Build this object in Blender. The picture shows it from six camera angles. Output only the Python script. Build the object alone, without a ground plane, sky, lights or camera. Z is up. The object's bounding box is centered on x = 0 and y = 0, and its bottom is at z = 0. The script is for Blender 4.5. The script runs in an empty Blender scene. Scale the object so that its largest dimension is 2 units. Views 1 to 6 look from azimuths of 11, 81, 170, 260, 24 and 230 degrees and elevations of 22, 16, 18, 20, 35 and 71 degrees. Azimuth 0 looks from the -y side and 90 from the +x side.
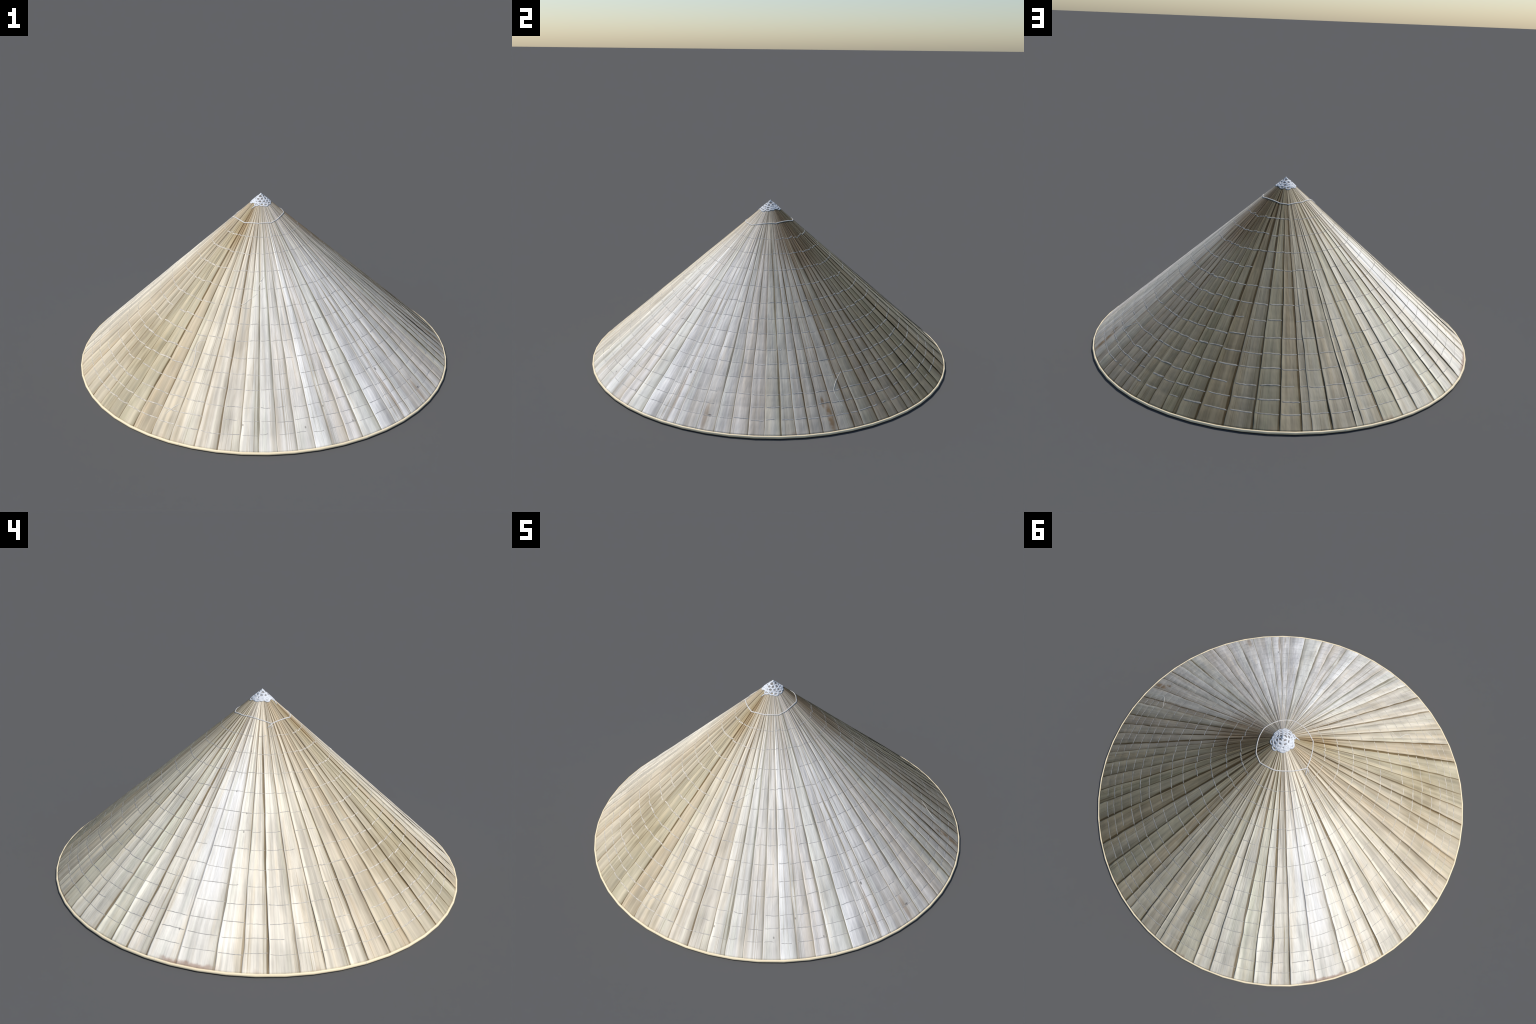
"""Conical palm-leaf hat: overlapping leaf strips, rows of thread, a rim hoop,
a knotted cord near the top and a small crocheted cap over the point."""
import bpy, bmesh, math, random
from mathutils import Vector, noise

random.seed(11)
TAU = math.tau

# ------------------------------------------------------------------ the cone
APEX_Z = 0.8839            # where the leaf surface would meet the axis
SLOPE = 0.8795             # drop per metre of radius
LEAF_IN, LEAF_OUT = 0.022, 0.9915
NORMAL_R = SLOPE / math.hypot(1, SLOPE)
NORMAL_Z = 1 / math.hypot(1, SLOPE)


def direction(az):
    """Unit vector for an azimuth in degrees: 0 is -y, 90 is +x."""
    a = math.radians(az)
    return math.sin(a), -math.cos(a)


def on_cone(az, r, h=0.0):
    """Point at azimuth and radius, lifted h along the cone's normal."""
    x, y = direction(az)
    rr = r + h * NORMAL_R
    return Vector((x * rr, y * rr, APEX_Z - SLOPE * r + h * NORMAL_Z))


# azimuths (degrees) at which the edges of the leaf strips reach the rim
EDGES = [4.3, 9.3, 14.0, 19.1, 23.8, 28.1, 32.8, 37.1, 43.2, 48.2, 51.7, 54.9,
         61.2, 66.3, 70.6, 75.1, 79.5, 84.2, 87.9, 91.6, 95.3, 99.8, 104.4,
         107.1, 112.2, 116.0, 119.6, 123.9, 126.7, 130.4, 135.3, 139.8, 144.2,
         150.0, 157.3, 164.6, 171.4, 177.0, 179.2, 184.5, 190.7, 192.6, 198.4,
         204.8, 210.0, 217.5, 223.2, 228.7, 234.3, 241.6, 250.9, 257.0, 263.1,
         270.2, 276.3, 282.3, 287.3, 293.7, 300.5, 307.3, 312.4, 317.6, 322.3,
         327.3, 333.4, 339.6, 345.4, 352.5, 358.6]
N_STRIPS = len(EDGES)
LAP = 0.13                 # each strip runs on this share under the next one
VISIBLE = 1 / (1 + LAP)

# radii of the stitched rows
ROWS = [0.194, 0.264, 0.338, 0.411, 0.482, 0.548, 0.610, 0.674, 0.730, 0.785,
        0.845, 0.892, 0.936]

edge_phase = [random.uniform(0, 100) for _ in EDGES]
edge_lift = [random.uniform(0.55, 1.2) for _ in EDGES]


def edge_az(i, r):
    """Azimuth of edge i at radius r: straight, with a slight hand-cut waver."""
    k = i % N_STRIPS
    turn = 360 * (i // N_STRIPS)
    w = noise.noise(Vector((edge_phase[k], r * 5.0, 0))) * 0.30
    w += noise.noise(Vector((edge_phase[k], r * 16.0, 7))) * 0.19
    gather = noise.noise(Vector((edge_phase[k], 3.3, 1))) * 5.0 * max(0.0, 0.40 - r) ** 1.5 / 0.25
    return EDGES[k] + turn + w * min(1.0, r * 2) + gather


def pinch(r, i):
    """0 between the rows of thread, 1 where the thread pulls the leaf down."""
    best = 0.0
    for n, q in enumerate(ROWS):
        q2 = q + 0.004 * noise.noise(Vector((i * 3.1, n * 1.7, 5)))
        best = max(best, math.exp(-((r - q2) / 0.007) ** 2))
    return best


def strip_height(i, r, f):
    """Height of a strip's upper face; f runs 0..1 from left edge to the part under the next strip."""
    k = i % N_STRIPS
    size = min(1.0, 0.15 + r * 1.1)
    t = min(1.0, f / VISIBLE)
    h = 0.0036 * edge_lift[k] * math.exp(-t / 0.22)
    h += 0.0010 * math.sin(math.pi * t)
    h += 0.0017 * noise.noise(Vector((k * 7.7, f * 1.6, r * 9.0)))
    h += 0.0007 * noise.noise(Vector((k * 3.7, f * 6.0, r * 3.0)))
    h -= 0.0013 * pinch(r, k) * (0.35 + 0.65 * math.sin(math.pi * min(1, t)))
    if f > VISIBLE:
        h -= 0.0012 * (f - VISIBLE) / (1 - VISIBLE) + 0.0004
    settle = max(0.0, min(1.0, (r - .955) / .035))      # flattened where it is bound to the rim
    return h * size * (1 - .75 * settle * settle * (3 - 2 * settle))


# ------------------------------------------------------------------ nodes
class Tree:
    """Small helper to write node trees as expressions."""

    def __init__(self, name):
        self.mat = bpy.data.materials.new(name)
        self.mat.use_nodes = True
        self.t = self.mat.node_tree
        self.bsdf = self.t.nodes["Principled BSDF"]

    def put(self, socket, value):
        if hasattr(value, "is_output"):
            self.t.links.new(value, socket)
        elif value is not None:
            socket.default_value = value

    def node(self, kind, **props):
        n = self.t.nodes.new(kind)
        for key, val in props.items():
            setattr(n, key, val)
        return n

    def math(self, op, a, b=None, c=None, clamp=False):
        n = self.node("ShaderNodeMath", operation=op, use_clamp=clamp)
        for s, v in zip(n.inputs, (a, b, c)):
            self.put(s, v)
        return n.outputs[0]

    def smooth(self, v, lo, hi, to_lo=0.0, to_hi=1.0):
        n = self.node("ShaderNodeMapRange", interpolation_type="SMOOTHSTEP")
        for s, x in zip(n.inputs, (v, lo, hi, to_lo, to_hi)):
            self.put(s, x)
        return n.outputs[0]

    def xyz(self, v):
        n = self.node("ShaderNodeSeparateXYZ")
        self.put(n.inputs[0], v)
        return n.outputs

    def join(self, x, y, z):
        n = self.node("ShaderNodeCombineXYZ")
        for s, v in zip(n.inputs, (x, y, z)):
            self.put(s, v)
        return n.outputs[0]

    def noise(self, vec, scale=1.0, detail=2.0, rough=0.5):
        n = self.node("ShaderNodeTexNoise")
        self.put(n.inputs["Vector"], vec)
        self.put(n.inputs["Scale"], scale)
        self.put(n.inputs["Detail"], detail)
        self.put(n.inputs["Roughness"], rough)
        return n.outputs["Fac"]

    def ramp(self, fac, stops, interp="LINEAR"):
        n = self.node("ShaderNodeValToRGB")
        e = n.color_ramp.elements
        n.color_ramp.interpolation = interp
        while len(e) < len(stops):
            e.new(0.5)
        for el, (p, c) in zip(e, stops):
            el.position, el.color = p, (*c, 1)
        self.put(n.inputs[0], fac)
        return n.outputs[0]

    def mix(self, fac, a, b, blend="MIX"):
        n = self.node("ShaderNodeMix", data_type="RGBA", blend_type=blend)
        n.clamp_result = False
        self.put(n.inputs[0], fac)
        self.put(n.inputs[6], (*a, 1) if isinstance(a, tuple) else a)
        self.put(n.inputs[7], (*b, 1) if isinstance(b, tuple) else b)
        return n.outputs[2]

    def gray(self, v):
        return self.join(v, v, v)

    def times(self, col, v):
        n = self.node("ShaderNodeVectorMath", operation="MULTIPLY")
        self.put(n.inputs[0], col)
        self.put(n.inputs[1], (v, v, v) if isinstance(v, float) else v)
        return n.outputs[0]

    def polar(self):
        """Azimuth in degrees, radius and unit direction of the shaded point on the hat."""
        p = self.node("ShaderNodeNewGeometry").outputs["Position"]
        x, y, z = self.xyz(p)
        az = self.math("ARCTAN2", x, self.math("MULTIPLY", y, -1.0))
        az = self.math("MODULO", self.math("ADD", self.math("MULTIPLY", az, 360 / TAU), 720.0), 360.0)
        r = self.math("SQRT", self.math("ADD", self.math("MULTIPLY", x, x), self.math("MULTIPLY", y, y)))
        safe = self.math("MAXIMUM", r, 0.001)
        return p, az, r, self.math("DIVIDE", x, safe), self.math("DIVIDE", y, safe)

    def spot(self, az, r, az0, r0, wide, long):
        """Soft elliptical mask round one place on the cone."""
        a = self.math("DIVIDE", self.math("SUBTRACT", az, az0), wide)
        b = self.math("DIVIDE", self.math("SUBTRACT", r, r0), long)
        d = self.math("SQRT", self.math("ADD", self.math("MULTIPLY", a, a), self.math("MULTIPLY", b, b)))
        return self.smooth(d, 1.0, 0.35)


# Sunlit and shaded sides baked into the leaf: azimuth -> base colour
BAKED_LIGHT = [(0, (.715, .665, .57)), (18, (.79, .76, .705)), (38, (.82, .785, .745)), (58, (.77, .728, .68)),
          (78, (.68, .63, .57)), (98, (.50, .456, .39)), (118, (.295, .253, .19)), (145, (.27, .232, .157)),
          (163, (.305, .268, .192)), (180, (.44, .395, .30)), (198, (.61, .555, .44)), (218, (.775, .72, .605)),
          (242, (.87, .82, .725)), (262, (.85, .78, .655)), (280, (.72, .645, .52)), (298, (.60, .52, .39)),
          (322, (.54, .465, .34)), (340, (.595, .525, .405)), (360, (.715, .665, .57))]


def leaf_material(name, tone, bright):
    t = Tree(name)
    p, az, r, dx, dy = t.polar()
    tc = t.node("ShaderNodeTexCoord")
    rnd = t.node("ShaderNodeObjectInfo").outputs["Random"]
    base = t.ramp(t.math("DIVIDE", az, 360.0), [(a / 360, c) for a, c in BAKED_LIGHT], "EASE")

    # place across the strip: 0 at its lifted left edge, VISIBLE where the next strip covers it
    gy = t.xyz(tc.outputs["Generated"])[1]
    lx = t.xyz(tc.outputs["Object"])[0]
    across = t.math("MULTIPLY", t.math("SUBTRACT", gy, 0.5), t.math("DIVIDE", LEAF_OUT, t.math("MAXIMUM", lx, 0.01)))
    across = t.math("ADD", across, 0.5)

    def along(k, m, seed):
        return t.join(t.math("MULTIPLY", dx, k), t.math("MULTIPLY", dy, k),
                      t.math("ADD", t.math("MULTIPLY", r, m), t.math("MULTIPLY", rnd, seed)))

    bands = t.noise(along(38, 1.1, 40.0), 1, 2)           # broad streaks, a few to a strip
    fibre = t.noise(along(150, 2.2, 70.0), 1, 3, .6)      # fibres
    fine = t.noise(along(420, 7.0, 20.0), 1, 2)
    blotch = t.noise(along(14, 7.0, 55.0), 1, 2)
    warm = t.noise(along(22, 2.6, 90.0), 1, 2)

    gain = t.math("ADD", t.smooth(bands, .28, .72, -.16, .13), t.smooth(fibre, .25, .75, -.06, .05))
    gain = t.math("ADD", gain, t.smooth(fine, .3, .7, -.022, .022))
    gain = t.math("ADD", gain, t.smooth(blotch, .3, .7, -.15, .10))
    gain = t.math("ADD", gain, t.math("MULTIPLY", t.math("SUBTRACT", rnd, .5), .10))
    gain = t.math("MULTIPLY", t.math("ADD", gain, 1.0), bright)
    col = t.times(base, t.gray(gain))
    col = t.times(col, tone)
    # honey and grey-green stains drifting along the fibres
    col = t.mix(t.smooth(warm, .50, .72, 0, .6), col, (.96, .895, .785), "MULTIPLY")
    col = t.mix(t.smooth(warm, .50, .28, 0, .7), col, (.955, .985, .945), "MULTIPLY")
    # splits and secondary creases inside a strip, and tight pleats where the leaf gathers
    split = t.math("ABSOLUTE", t.math("SUBTRACT", t.noise(along(52, .5, 33.0), 1, 1), .5))
    split = t.math("MULTIPLY", t.smooth(split, .016, .004), t.smooth(t.noise(along(9, 3.0, 11.0), 1, 1), .40, .62, 0, .8))
    col = t.mix(split, col, (.60, .54, .45), "MULTIPLY")
    pleat = t.noise(along(62, .9, 17.0), 1, 2)
    col = t.mix(t.smooth(r, .50, .12, 0, 1.0), col, t.times(col, t.gray(t.smooth(pleat, .34, .62, .60, 1.22))))
    # the bundled leaf tips near the point are darker
    col = t.mix(t.smooth(r, .42, .08, 0, .55), col, (.72, .64, .53), "MULTIPLY")
    # fold shadow painted in by the next strip, highlight tinted onto the lifted edge
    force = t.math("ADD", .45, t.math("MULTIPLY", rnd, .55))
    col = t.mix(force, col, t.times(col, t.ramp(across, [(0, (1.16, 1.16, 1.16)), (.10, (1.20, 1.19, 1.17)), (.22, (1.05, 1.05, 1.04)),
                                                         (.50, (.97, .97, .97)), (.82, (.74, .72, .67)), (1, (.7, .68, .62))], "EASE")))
    deep = t.noise(along(3, 5.0, 300.0), 1, 1)            # varies the dark seam line's width along its length
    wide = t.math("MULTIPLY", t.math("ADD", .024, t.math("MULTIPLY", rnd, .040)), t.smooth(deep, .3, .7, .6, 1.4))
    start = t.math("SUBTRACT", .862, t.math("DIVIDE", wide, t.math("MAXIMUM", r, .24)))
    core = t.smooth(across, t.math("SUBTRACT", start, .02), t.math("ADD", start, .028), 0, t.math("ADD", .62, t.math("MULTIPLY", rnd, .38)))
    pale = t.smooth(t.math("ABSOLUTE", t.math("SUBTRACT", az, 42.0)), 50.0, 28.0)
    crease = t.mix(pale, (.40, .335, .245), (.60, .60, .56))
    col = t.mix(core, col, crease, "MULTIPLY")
    painted_sheen = t.math("MULTIPLY", t.spot(az, r, 244.5, .52, 9.5, .42), t.smooth(t.math("ADD", bands, t.math("MULTIPLY", blotch, .5)), .55, .95, .12, .72))
    col = t.mix(painted_sheen, col, t.times(t.mix(0.0, (.95, .925, .895), (1, 1, 1)), t.gray(t.math("SUBTRACT", 1.0, t.math("MULTIPLY", core, .6)))))
    col = t.mix(t.math("MULTIPLY", t.spot(az, r, 334.0, .16, 15.0, .15), t.smooth(fibre, .35, .65, .3, .95)), col, (.78, .66, .48), "MULTIPLY")
    col = t.mix(t.math("MULTIPLY", t.spot(az, r, 118.0, .20, 34.0, .22), t.smooth(fibre, .35, .65, .4, 1.0)), col, (.70, .60, .50), "MULTIPLY")
    painted_shade = t.math("MULTIPLY", t.spot(az, r, 316.0, .72, 24.0, .17), t.smooth(blotch, .3, .7, 1.0, .45))
    col = t.mix(painted_shade, col, (.81, .775, .70), "MULTIPLY")
    # water stains, a dark leaf knot, the scorched brown end near the rim
    speck = t.noise(t.times(p, 45.0), 1, 2)
    stain = t.math("MAXIMUM", t.spot(az, r, 98.2, .940, 1.25, .075), t.spot(az, r, 97.0, .885, .7, .030))
    stain = t.math("MULTIPLY", stain, t.smooth(speck, .25, .6, .35, .9))
    col = t.mix(stain, col, (.26, .165, .085))
    brown = t.math("MAXIMUM", t.spot(az, r, 52.1, .89, .55, .12), t.spot(az, r, 62.6, .945, 1.0, .075))
    col = t.mix(t.math("MULTIPLY", brown, .6), col, (.42, .31, .21))
    dark = t.math("MAXIMUM", t.spot(az, r, 52.5, .795, .45, .009), t.spot(az, r, 63.8, .936, .8, .006))
    for a, q in ((253.7, .485), (253.4, .551), (245.8, .41), (239.9, .89), (250.7, .256), (4.6, .905), (22.0, .92), (36.0, .93), (28.5, .86)):
        dark = t.math("MAXIMUM", dark, t.math("MULTIPLY", t.spot(az, r, a, q, .28 / max(q, .5), .0055), .75))
    col = t.mix(t.math("MULTIPLY", dark, .75), col, (.10, .085, .07))
    ragged = t.math("ADD", r, t.math("MULTIPLY", t.math("SUBTRACT", speck, .5), .02))
    arc = t.smooth(t.math("ABSOLUTE", t.math("SUBTRACT", az, 244.0)), 9.0, 4.0)
    other = t.smooth(t.noise(t.join(t.math("MULTIPLY", dx, 9), t.math("MULTIPLY", dy, 9), 3.0), 1, 2), .56, .70, 0, .55)
    rim = t.math("MULTIPLY", t.smooth(ragged, .974, .986), t.math("MAXIMUM", arc, other))
    col = t.mix(t.math("MULTIPLY", rim, .65), col, (.36, .20, .13))

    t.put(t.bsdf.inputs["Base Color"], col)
    t.put(t.bsdf.inputs["Roughness"], t.smooth(bands, .3, .7, .68, .52))
    t.put(t.bsdf.inputs["Specular IOR Level"], .12)
    crumple = t.noise(along(34, 17.0, 61.0), 1, 2, .55)
    pucker = t.node("ShaderNodeBump")
    pucker.inputs["Strength"].default_value = .55
    pucker.inputs["Distance"].default_value = .0060
    t.put(pucker.inputs["Height"], crumple)
    bump = t.node("ShaderNodeBump")
    t.t.links.new(pucker.outputs[0], bump.inputs["Normal"])
    bump.inputs["Strength"].default_value = .25
    bump.inputs["Distance"].default_value = .0012
    t.put(bump.inputs["Height"], t.math("ADD", fibre, t.math("MULTIPLY", fine, .5)))
    t.t.links.new(bump.outputs[0], t.bsdf.inputs["Normal"])
    return t.mat


def plain_material(name, colour, vary, rough, scale):
    """One colour, mottled a little, lightly bumped."""
    t = Tree(name)
    tc = t.node("ShaderNodeTexCoord").outputs["Object"]
    n = t.noise(tc, scale, 3, .6)
    t.put(t.bsdf.inputs["Base Color"], t.times(t.mix(0.0, colour, colour), t.gray(t.smooth(n, .25, .75, 1 - vary, 1 + vary * .6))))
    t.put(t.bsdf.inputs["Roughness"], rough)
    t.put(t.bsdf.inputs["Specular IOR Level"], .2)
    return t.mat


def thread_material(name):
    """Nylon thread: base colour set by azimuth, darker and lighter in turn round the hat."""
    t = Tree(name)
    p, az, r, dx, dy = t.polar()
    col = t.ramp(t.math("DIVIDE", az, 360.0),
                 [(0, (.60, .56, .50)), (.05, (.53, .505, .47)), (.12, (.515, .495, .475)), (.22, (.52, .50, .475)),
                  (.30, (.40, .385, .36)), (.38, (.345, .33, .29)), (.48, (.375, .355, .31)), (.55, (.46, .44, .395)),
                  (.64, (.47, .45, .415)), (.74, (.53, .495, .445)), (.80, (.64, .58, .485)), (.92, (.63, .565, .46)), (1, (.60, .56, .50))])
    n = t.noise(t.times(p, 60.0), 1, 2)
    t.put(t.bsdf.inputs["Base Color"], t.times(col, t.gray(t.smooth(n, .3, .7, .72, 1.12))))
    t.put(t.bsdf.inputs["Roughness"], .6)
    t.put(t.bsdf.inputs["Specular IOR Level"], .25)
    return t.mat


# ------------------------------------------------------------------ objects
hat = bpy.data.objects.new("conical_hat", None)
hat.empty_display_size = .1
bpy.context.collection.objects.link(hat)
hat["label"] = "conical palm leaf hat with stitched strips and white tip"
hat["category"] = "straw hat"


def add(name, mesh, mats, parent=hat, stuff=False, smooth=True):
    ob = bpy.data.objects.new(name, mesh)
    bpy.context.collection.objects.link(ob)
    ob.parent = parent
    for m in mats:
        mesh.materials.append(m)
    if smooth:
        mesh.polygons.foreach_set("use_smooth", [True] * len(mesh.polygons))
    if stuff:
        ob["kind"] = "stuff"
    return ob


def tube(bm, path, radius, sides=6, closed=False, taper=False, flat=1.0):
    """Sweep a round section along a list of points."""
    n, rings = len(path), []
    for k, p in enumerate(path):
        a = path[k - 1] if (k or closed) else p
        b = path[(k + 1) % n] if (k < n - 1 or closed) else p
        tan = (b - a).normalized()
        out = Vector((p.x, p.y, max(p.z, .01) * 0 + math.hypot(p.x, p.y) / SLOPE + 1e-4)).normalized()
        side = tan.cross(out).normalized()
        up = side.cross(tan)
        q = radius
        if taper and not closed:
            q *= min(1.0, .35 + 1.8 * min(k, n - 1 - k) / max(1, n - 1))
        rings.append([bm.verts.new(p + (side * math.cos(TAU * j / sides) + up * math.sin(TAU * j / sides) * flat) * q) for j in range(sides)])
    for k in range(n if closed else n - 1):
        a, b = rings[k], rings[(k + 1) % n]
        for j in range(sides):
            bm.faces.new((a[j], b[j], b[(j + 1) % sides], a[(j + 1) % sides]))
    if not closed:
        bm.faces.new(rings[0])
        bm.faces.new(rings[-1][::-1])


def finish(bm, name):
    bmesh.ops.recalc_face_normals(bm, faces=bm.faces)
    me = bpy.data.meshes.new(name)
    bm.to_mesh(me)
    bm.free()
    return me


# ---- leaf strips
TONES = {"palm_leaf": ((1, 1, 1), 1.0), "palm_leaf_rosy": ((1.01, .988, .968), .97),
         "palm_leaf_sage": ((.99, .998, .955), .97), "palm_leaf_pale": ((1.0, 1.0, 1.0), 1.07),
         "palm_leaf_honey": ((1.01, .96, .89), .91), "palm_leaf_cool": ((.985, .992, 1.005), 1.03)}
leaf_mats = {n: leaf_material(n, *v) for n, v in TONES.items()}
CHOICE = ["palm_leaf"] * 4 + ["palm_leaf_rosy"] * 3 + ["palm_leaf_sage"] * 3 + ["palm_leaf_pale"] * 3 + ["palm_leaf_honey"] * 2
SPECIAL = {4: "palm_leaf_cool", 5: "palm_leaf_rosy", 8: "palm_leaf_cool", 6: "palm_leaf_rosy", 10: "palm_leaf_cool",
           64: "palm_leaf_honey", 63: "palm_leaf_sage", 65: "palm_leaf_pale", 66: "palm_leaf_pale", 68: "palm_leaf_rosy",
           49: "palm_leaf_pale", 48: "palm_leaf_pale", 50: "palm_leaf_pale", 51: "palm_leaf", 52: "palm_leaf", 53: "palm_leaf_pale", 54: "palm_leaf", 47: "palm_leaf_rosy"}
ACROSS, LENGTH, THICK = 16, 150, 0.0020
for i in range(N_STRIPS):
    centre = (edge_az(i, 1.0) + edge_az(i, 1.0) + (edge_az(i + 1, 1.0) - edge_az(i, 1.0)) * (1 + LAP)) / 2
    back = math.radians(90 - centre)      # turn the strip so that its middle lies along its own +x
    ca, sa = math.cos(back), math.sin(back)
    bm = bmesh.new()
    top, low = [], []
    for a in range(LENGTH + 1):
        u = a / LENGTH
        r = LEAF_IN + (LEAF_OUT - LEAF_IN) * u
        left, right = edge_az(i, r), edge_az(i + 1, r)
        rt, rl = [], []
        for b in range(ACROSS + 1):
            f = b / ACROSS
            f = f * f * (3 - 2 * f) * .45 + f * .55
            az = left + (right - left) * (1 + LAP) * f
            h = strip_height(i, r, f)
            for row, hh in ((rt, h), (rl, h - THICK)):
                p = on_cone(az, r, hh)
                row.append(bm.verts.new((p.x * ca - p.y * sa, p.x * sa + p.y * ca, p.z)))
        top.append(rt)
        low.append(rl)
    for a in range(LENGTH):
        for b in range(ACROSS):
            bm.faces.new((top[a][b], top[a + 1][b], top[a + 1][b + 1], top[a][b + 1]))
            bm.faces.new((low[a][b], low[a][b + 1], low[a + 1][b + 1], low[a + 1][b]))
        bm.faces.new((top[a][0], low[a][0], low[a + 1][0], top[a + 1][0]))
        bm.faces.new((top[a][-1], top[a + 1][-1], low[a + 1][-1], low[a][-1]))
    for b in range(ACROSS):
        bm.faces.new((top[0][b], top[0][b + 1], low[0][b + 1], low[0][b]))
        bm.faces.new((top[-1][b], low[-1][b], low[-1][b + 1], top[-1][b + 1]))
    for e in bm.edges:
        if len(e.link_faces) == 2 and e.calc_face_angle(0) > 0.9:
            e.smooth = False
    me = finish(bm, "leaf_strip")
    ob = add("leaf_strip", me, [leaf_mats[SPECIAL.get(i) or random.choice(CHOICE)]])
    ob.rotation_euler = (0, 0, -back)

# ---- rows of thread, one stitch across every strip
thread = thread_material("nylon_thread")
rng = random.Random(5)
for n, r0 in enumerate(ROWS):
    bm = bmesh.new()
    for i in range(N_STRIPS):
        if rng.random() < .04:
            continue
        ra = r0 + rng.uniform(-.002, .002) + .004 * noise.noise(Vector((i * .31, n, 2)))
        rb = ra + rng.uniform(-.004, .002)
        lo, hi = rng.uniform(.00, .04), VISIBLE * rng.uniform(.96, 1.0)
        if rng.random() < .08:
            hi *= rng.uniform(.45, .8)
        # stitches drawn wider in the tan and dark baked zones, thinner in the bright
        spread = max(math.exp(-((EDGES[i] - 145) / 45) ** 2), math.exp(-((EDGES[i] - 318) / 30) ** 2))
        rad = rng.uniform(.0009, .0015) + spread * rng.uniform(.0013, .0027)
        bow = rng.uniform(-.002, .002)
        path = []
        for k in range(9):
            s = k / 8
            r = ra + (rb - ra) * s + bow * math.sin(math.pi * s) + rng.uniform(-.0007, .0007)
            f = lo + (hi - lo) * s
            left, right = edge_az(i, r), edge_az(i + 1, r)
            sink = .0008 if k in (0, 8) else 0
            path.append(on_cone(left + (right - left) * (1 + LAP) * f, r, strip_height(i, r, f) + .0003 - sink))
        tube(bm, path, rad, 8, flat=.0004 / rad)
    add("stitch_row", finish(bm, "stitch_row"), [thread], stuff=True)

# ---- loose curls of thread, control points as (azimuth, radius)
CURLS = [[(345.3, .624), (342.6, .634), (341.9, .655), (342.9, .685), (343.5, .717), (343.1, .739), (341.0, .755)],
         [(344.4, .865), (342.6, .886), (341.1, .914)],
         [(367.3, .428), (362.7, .451), (359.1, .471), (354.1, .461)],
         [(12.0, .36), (9.0, .383), (7.8, .409)],
         [(106.8, .782), (104.0, .81), (101.9, .845), (102.1, .877), (103.0, .914)]]


def surface_height(az, r):
    """Highest leaf face at a place on the cone."""
    best = 0.0
    for i in range(N_STRIPS):
        left, right = edge_az(i, r), edge_az(i + 1, r)
        d = (az - left) % 360
        f = d / ((right - left) * (1 + LAP))
        if f <= 1:
            best = max(best, strip_height(i, r, f))
    return best


def spline(pts, steps):
    """Catmull-Rom through control points."""
    out = []
    for k in range(len(pts) - 1):
        p = [Vector(pts[max(0, min(len(pts) - 1, k + d))]) for d in (-1, 0, 1, 2)]
        for s in range(steps):
            t = s / steps
            out.append(.5 * ((2 * p[1]) + (p[2] - p[0]) * t + (2 * p[0] - 5 * p[1] + 4 * p[2] - p[3]) * t * t + (3 * p[1] - p[0] - 3 * p[2] + p[3]) * t ** 3))
    out.append(Vector(pts[-1]))
    return out


curl_mat = plain_material("pale_fibre", (.72, .69, .62), .08, .5, 30)
for pts in CURLS:
    bm = bmesh.new()
    path = [on_cone(q[0], q[1], surface_height(q[0], q[1]) + .0002) for q in spline(pts, 10)]
    tube(bm, path, .0017, 8, taper=True, flat=.8)
    add("loose_thread", finish(bm, "loose_thread"), [curl_mat])

# ---- cord tied round the bundled tips, with its knot and tail
CORD = [(333, .139), (4, .135), (32.5, .135), (50, .126), (71, .117), (96, .117), (126, .112), (158, .123), (179, .127),
        (214, .121), (255, .127), (278.5, .145), (295, .136), (314, .134)]
white = plain_material("white_cord", (.66, .64, .605), .12, .7, 90)
path = []
for k in range(len(CORD)):
    a, b = CORD[k], CORD[(k + 1) % len(CORD)]
    pa, pb = on_cone(a[0], a[1]), on_cone(b[0], b[1])
    steps = 10
    for s in range(steps):
        p = pa.lerp(pb, s / steps)
        az = math.degrees(math.atan2(p.x, -p.y))
        sag = .55 * math.hypot(p.x, p.y) + .45 * (a[1] + (b[1] - a[1]) * s / steps)
        path.append(on_cone(az, sag, surface_height(az % 360, sag) + .0009))
bm = bmesh.new()
tube(bm, path, .0027, 8, closed=True, flat=.55)
cord = add("cord", finish(bm, "cord"), [white])
bm = bmesh.new()
tail = [on_cone(a, r, .0020) for a, r in ((280.5, .142), (277.5, .149), (273.5, .155), (269.5, .161))]
tube(bm, tail, .0028, 8, taper=True)
tube(bm, [on_cone(a, r, .0018) for a, r in ((281.5, .151), (278, .156), (276.0, .164))], .0022, 8, taper=True)
bmesh.ops.create_icosphere(bm, subdivisions=2, radius=.0042)
for v in bm.verts[-42:]:
    v.co = v.co + on_cone(278.3, .146, .0015)
add("cord_knot", finish(bm, "cord_knot"), [white], parent=cord)

# ---- crocheted cap over the point: rows of looped yarn with holes between
yarn = plain_material("white_yarn", (.70, .72, .75), .2, .75, 120)
under = plain_material("cap_lining", (.25, .235, .225), .3, .8, 80)
CAP_R = .0505
bm = bmesh.new()
rows = []
for a in range(13):
    r = max(.0004, (CAP_R - .003) * a / 12)
    rows.append([bm.verts.new(on_cone(360 * b / 64, r, .0009)) for b in range(64)])
for a in range(12):
    for b in range(64):
        bm.faces.new((rows[a][b], rows[a + 1][b], rows[a + 1][(b + 1) % 64], rows[a][(b + 1) % 64]))
bm.faces.new(rows[0][::-1])
cap = add("crochet_cap", finish(bm, "crochet_cap"), [under])

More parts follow.
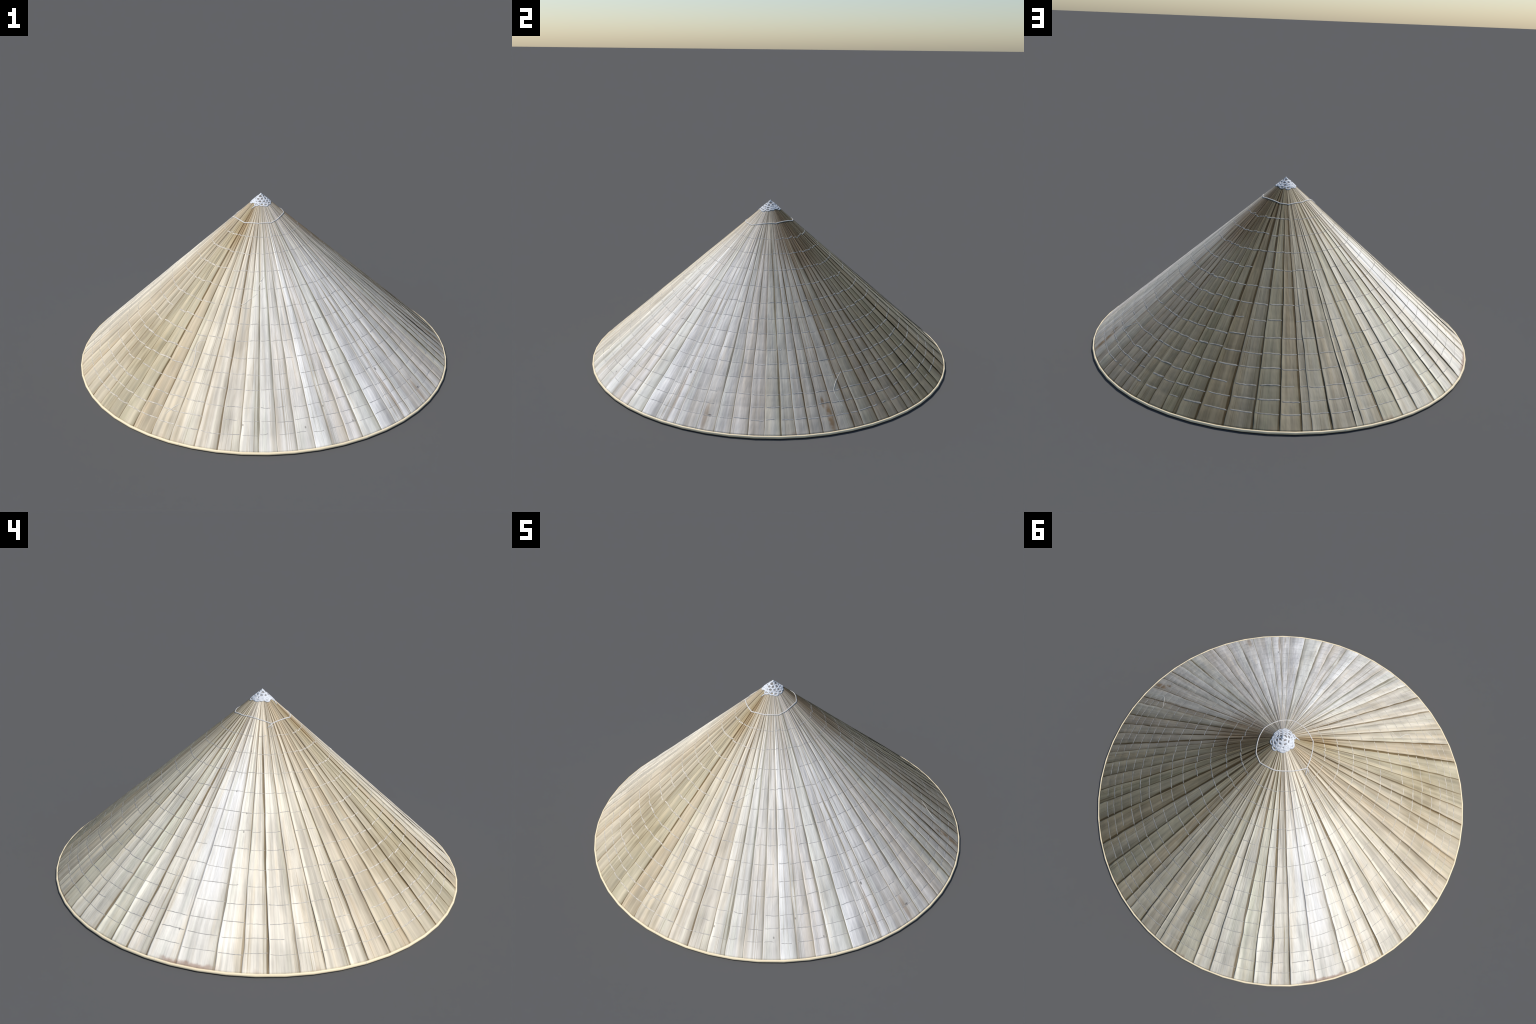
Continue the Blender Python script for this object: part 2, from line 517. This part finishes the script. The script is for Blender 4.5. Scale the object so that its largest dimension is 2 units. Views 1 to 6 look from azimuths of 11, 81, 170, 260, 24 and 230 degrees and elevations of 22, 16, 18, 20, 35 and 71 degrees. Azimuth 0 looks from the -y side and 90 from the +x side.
bm = bmesh.new()
crng = random.Random(3)
for n, (r, count, long) in enumerate(((.0135, 4, .0085), (.0265, 8, .0082), (.0375, 11, .0074), (.0450, 13, .0060))):
    for k in range(count):
        az = 360 * (k + .5 * (n % 2)) / count + crng.uniform(-5, 5)
        rr = r + (crng.uniform(-.0012, .0012) if n < 3 else crng.uniform(-.004, .0065) + (.004 if az % 360 < 40 else 0))
        half = TAU * r / count * .52
        loop = []
        for j in range(14):
            w = TAU * j / 14
            loop.append(on_cone(az + math.degrees(math.cos(w) * half / rr), rr + math.sin(w) * long * .9, .0010 + .0005 * math.sin(2 * w + k)))
        closed_up = 1.55 if 195 < az % 360 < 300 and n else crng.uniform(.9, 1.2)
        tube(bm, loop, .0035 * closed_up, 8, closed=True, flat=.48)
# the closed point
n0 = len(bm.verts)
bmesh.ops.create_cone(bm, cap_ends=True, segments=20, radius1=.0108, radius2=.0004, depth=.0098)
for v in list(bm.verts)[n0:]:
    v.co = v.co + Vector((0, 0, .8820))
add("crochet_loops", finish(bm, "crochet_loops"), [yarn], parent=cap, stuff=True)
# a single open ring on one side
bm = bmesh.new()
loop = [on_cone(255 + math.degrees(math.cos(TAU * j / 24) * .0115 / .041), .041 + math.sin(TAU * j / 24) * .0095, .0020) for j in range(24)]
tube(bm, loop, .0036, 10, closed=True, flat=.5)
add("crochet_ring", finish(bm, "crochet_ring"), [yarn], parent=cap)
bm = bmesh.new()
yarn_tail = [on_cone(a, r, .0016) for a, r in ((350, .048), (341, .057), (333, .067), (329, .075))]
tube(bm, yarn_tail, .0027, 8, taper=True, flat=.6)
add("yarn_tail", finish(bm, "yarn_tail"), [yarn], parent=cap)

# ---- rim: a split-bamboo hoop in short straight runs, with bindings
rim_t = Tree("bamboo_rim")
_p, _az, _r, _dx, _dy = rim_t.polar()
_z = rim_t.xyz(_p)[2]
_streak = rim_t.noise(rim_t.join(rim_t.math("MULTIPLY", _dx, 6), rim_t.math("MULTIPLY", _dy, 6), rim_t.math("MULTIPLY", _z, 700.0)), 1, 3)
rim_t.put(rim_t.bsdf.inputs["Base Color"], rim_t.ramp(_streak, [(.25, (.88, .735, .485)), (.75, (.97, .83, .575))]))
rim_t.bsdf.inputs["Roughness"].default_value = .5
rim_t.bsdf.inputs["Specular IOR Level"].default_value = .25
RIM_SEGMENTS, RIM_R, RIM_TUBE = 55, .9944, .0059
bm = bmesh.new()
sections = []
for k in range(RIM_SEGMENTS):
    x, y = direction(4.9 + 360 * k / RIM_SEGMENTS)
    ring = []
    for j in range(14):
        w = TAU * j / 14
        rr = RIM_R + math.cos(w) * RIM_TUBE * .95
        ring.append(bm.verts.new((x * rr, y * rr, (1 + math.sin(w)) * RIM_TUBE * 1.10)))
    sections.append(ring)
for k in range(RIM_SEGMENTS):
    a, b = sections[k], sections[(k + 1) % RIM_SEGMENTS]
    for j in range(14):
        bm.faces.new((a[j], b[j], b[(j + 1) % 14], a[(j + 1) % 14]))
rim = add("rim", finish(bm, "rim"), [rim_t.mat])
tie_mat = plain_material("rim_binding", (.80, .72, .56), .1, .6, 60)
bm = bmesh.new()
for k in range(16):
    w0 = TAU * k / 16
    for s, q in ((-.5, 0), (-.3, 1), (.3, 1), (.5, 0)):
        rr = RIM_TUBE + .00045 * q
        bm.verts.new((math.cos(w0) * rr, s * .0035, math.sin(w0) * rr))
bm.verts.ensure_lookup_table()
for k in range(16):
    m = (k + 1) % 16
    for j in range(3):
        bm.faces.new((bm.verts[k * 4 + j], bm.verts[k * 4 + j + 1], bm.verts[m * 4 + j + 1], bm.verts[m * 4 + j]))
tie_mesh = finish(bm, "rim_binding")
tie_mesh.materials.append(tie_mat)
for az in (38.3, 87.7, 137.0, 187.5, 236.5, 286.3, 299.4, 348.2):
    ob = bpy.data.objects.new("rim_binding", tie_mesh)
    bpy.context.collection.objects.link(ob)
    ob.parent = rim
    step = 360 / RIM_SEGMENTS
    off = ((az - 4.9) % step - step / 2)
    rr = RIM_R * math.cos(math.radians(step / 2)) / math.cos(math.radians(off))
    x, y = direction(az)
    ob.location = (x * rr, y * rr, RIM_TUBE * 1.10)
    ob.scale = (.97, 1, 1.10)
    ob.rotation_euler = (0, 0, math.radians(az - 90))

# ---- frame hoops inside, one under each row of thread
hoop_mat = plain_material("bamboo_hoop", (.55, .42, .24), .15, .6, 25)
for r in ROWS:
    bm = bmesh.new()
    tube(bm, [on_cone(360 * k / 72, r, -.0072) for k in range(72)], .0035, 8, closed=True)
    add("frame_hoop", finish(bm, "frame_hoop"), [hoop_mat])
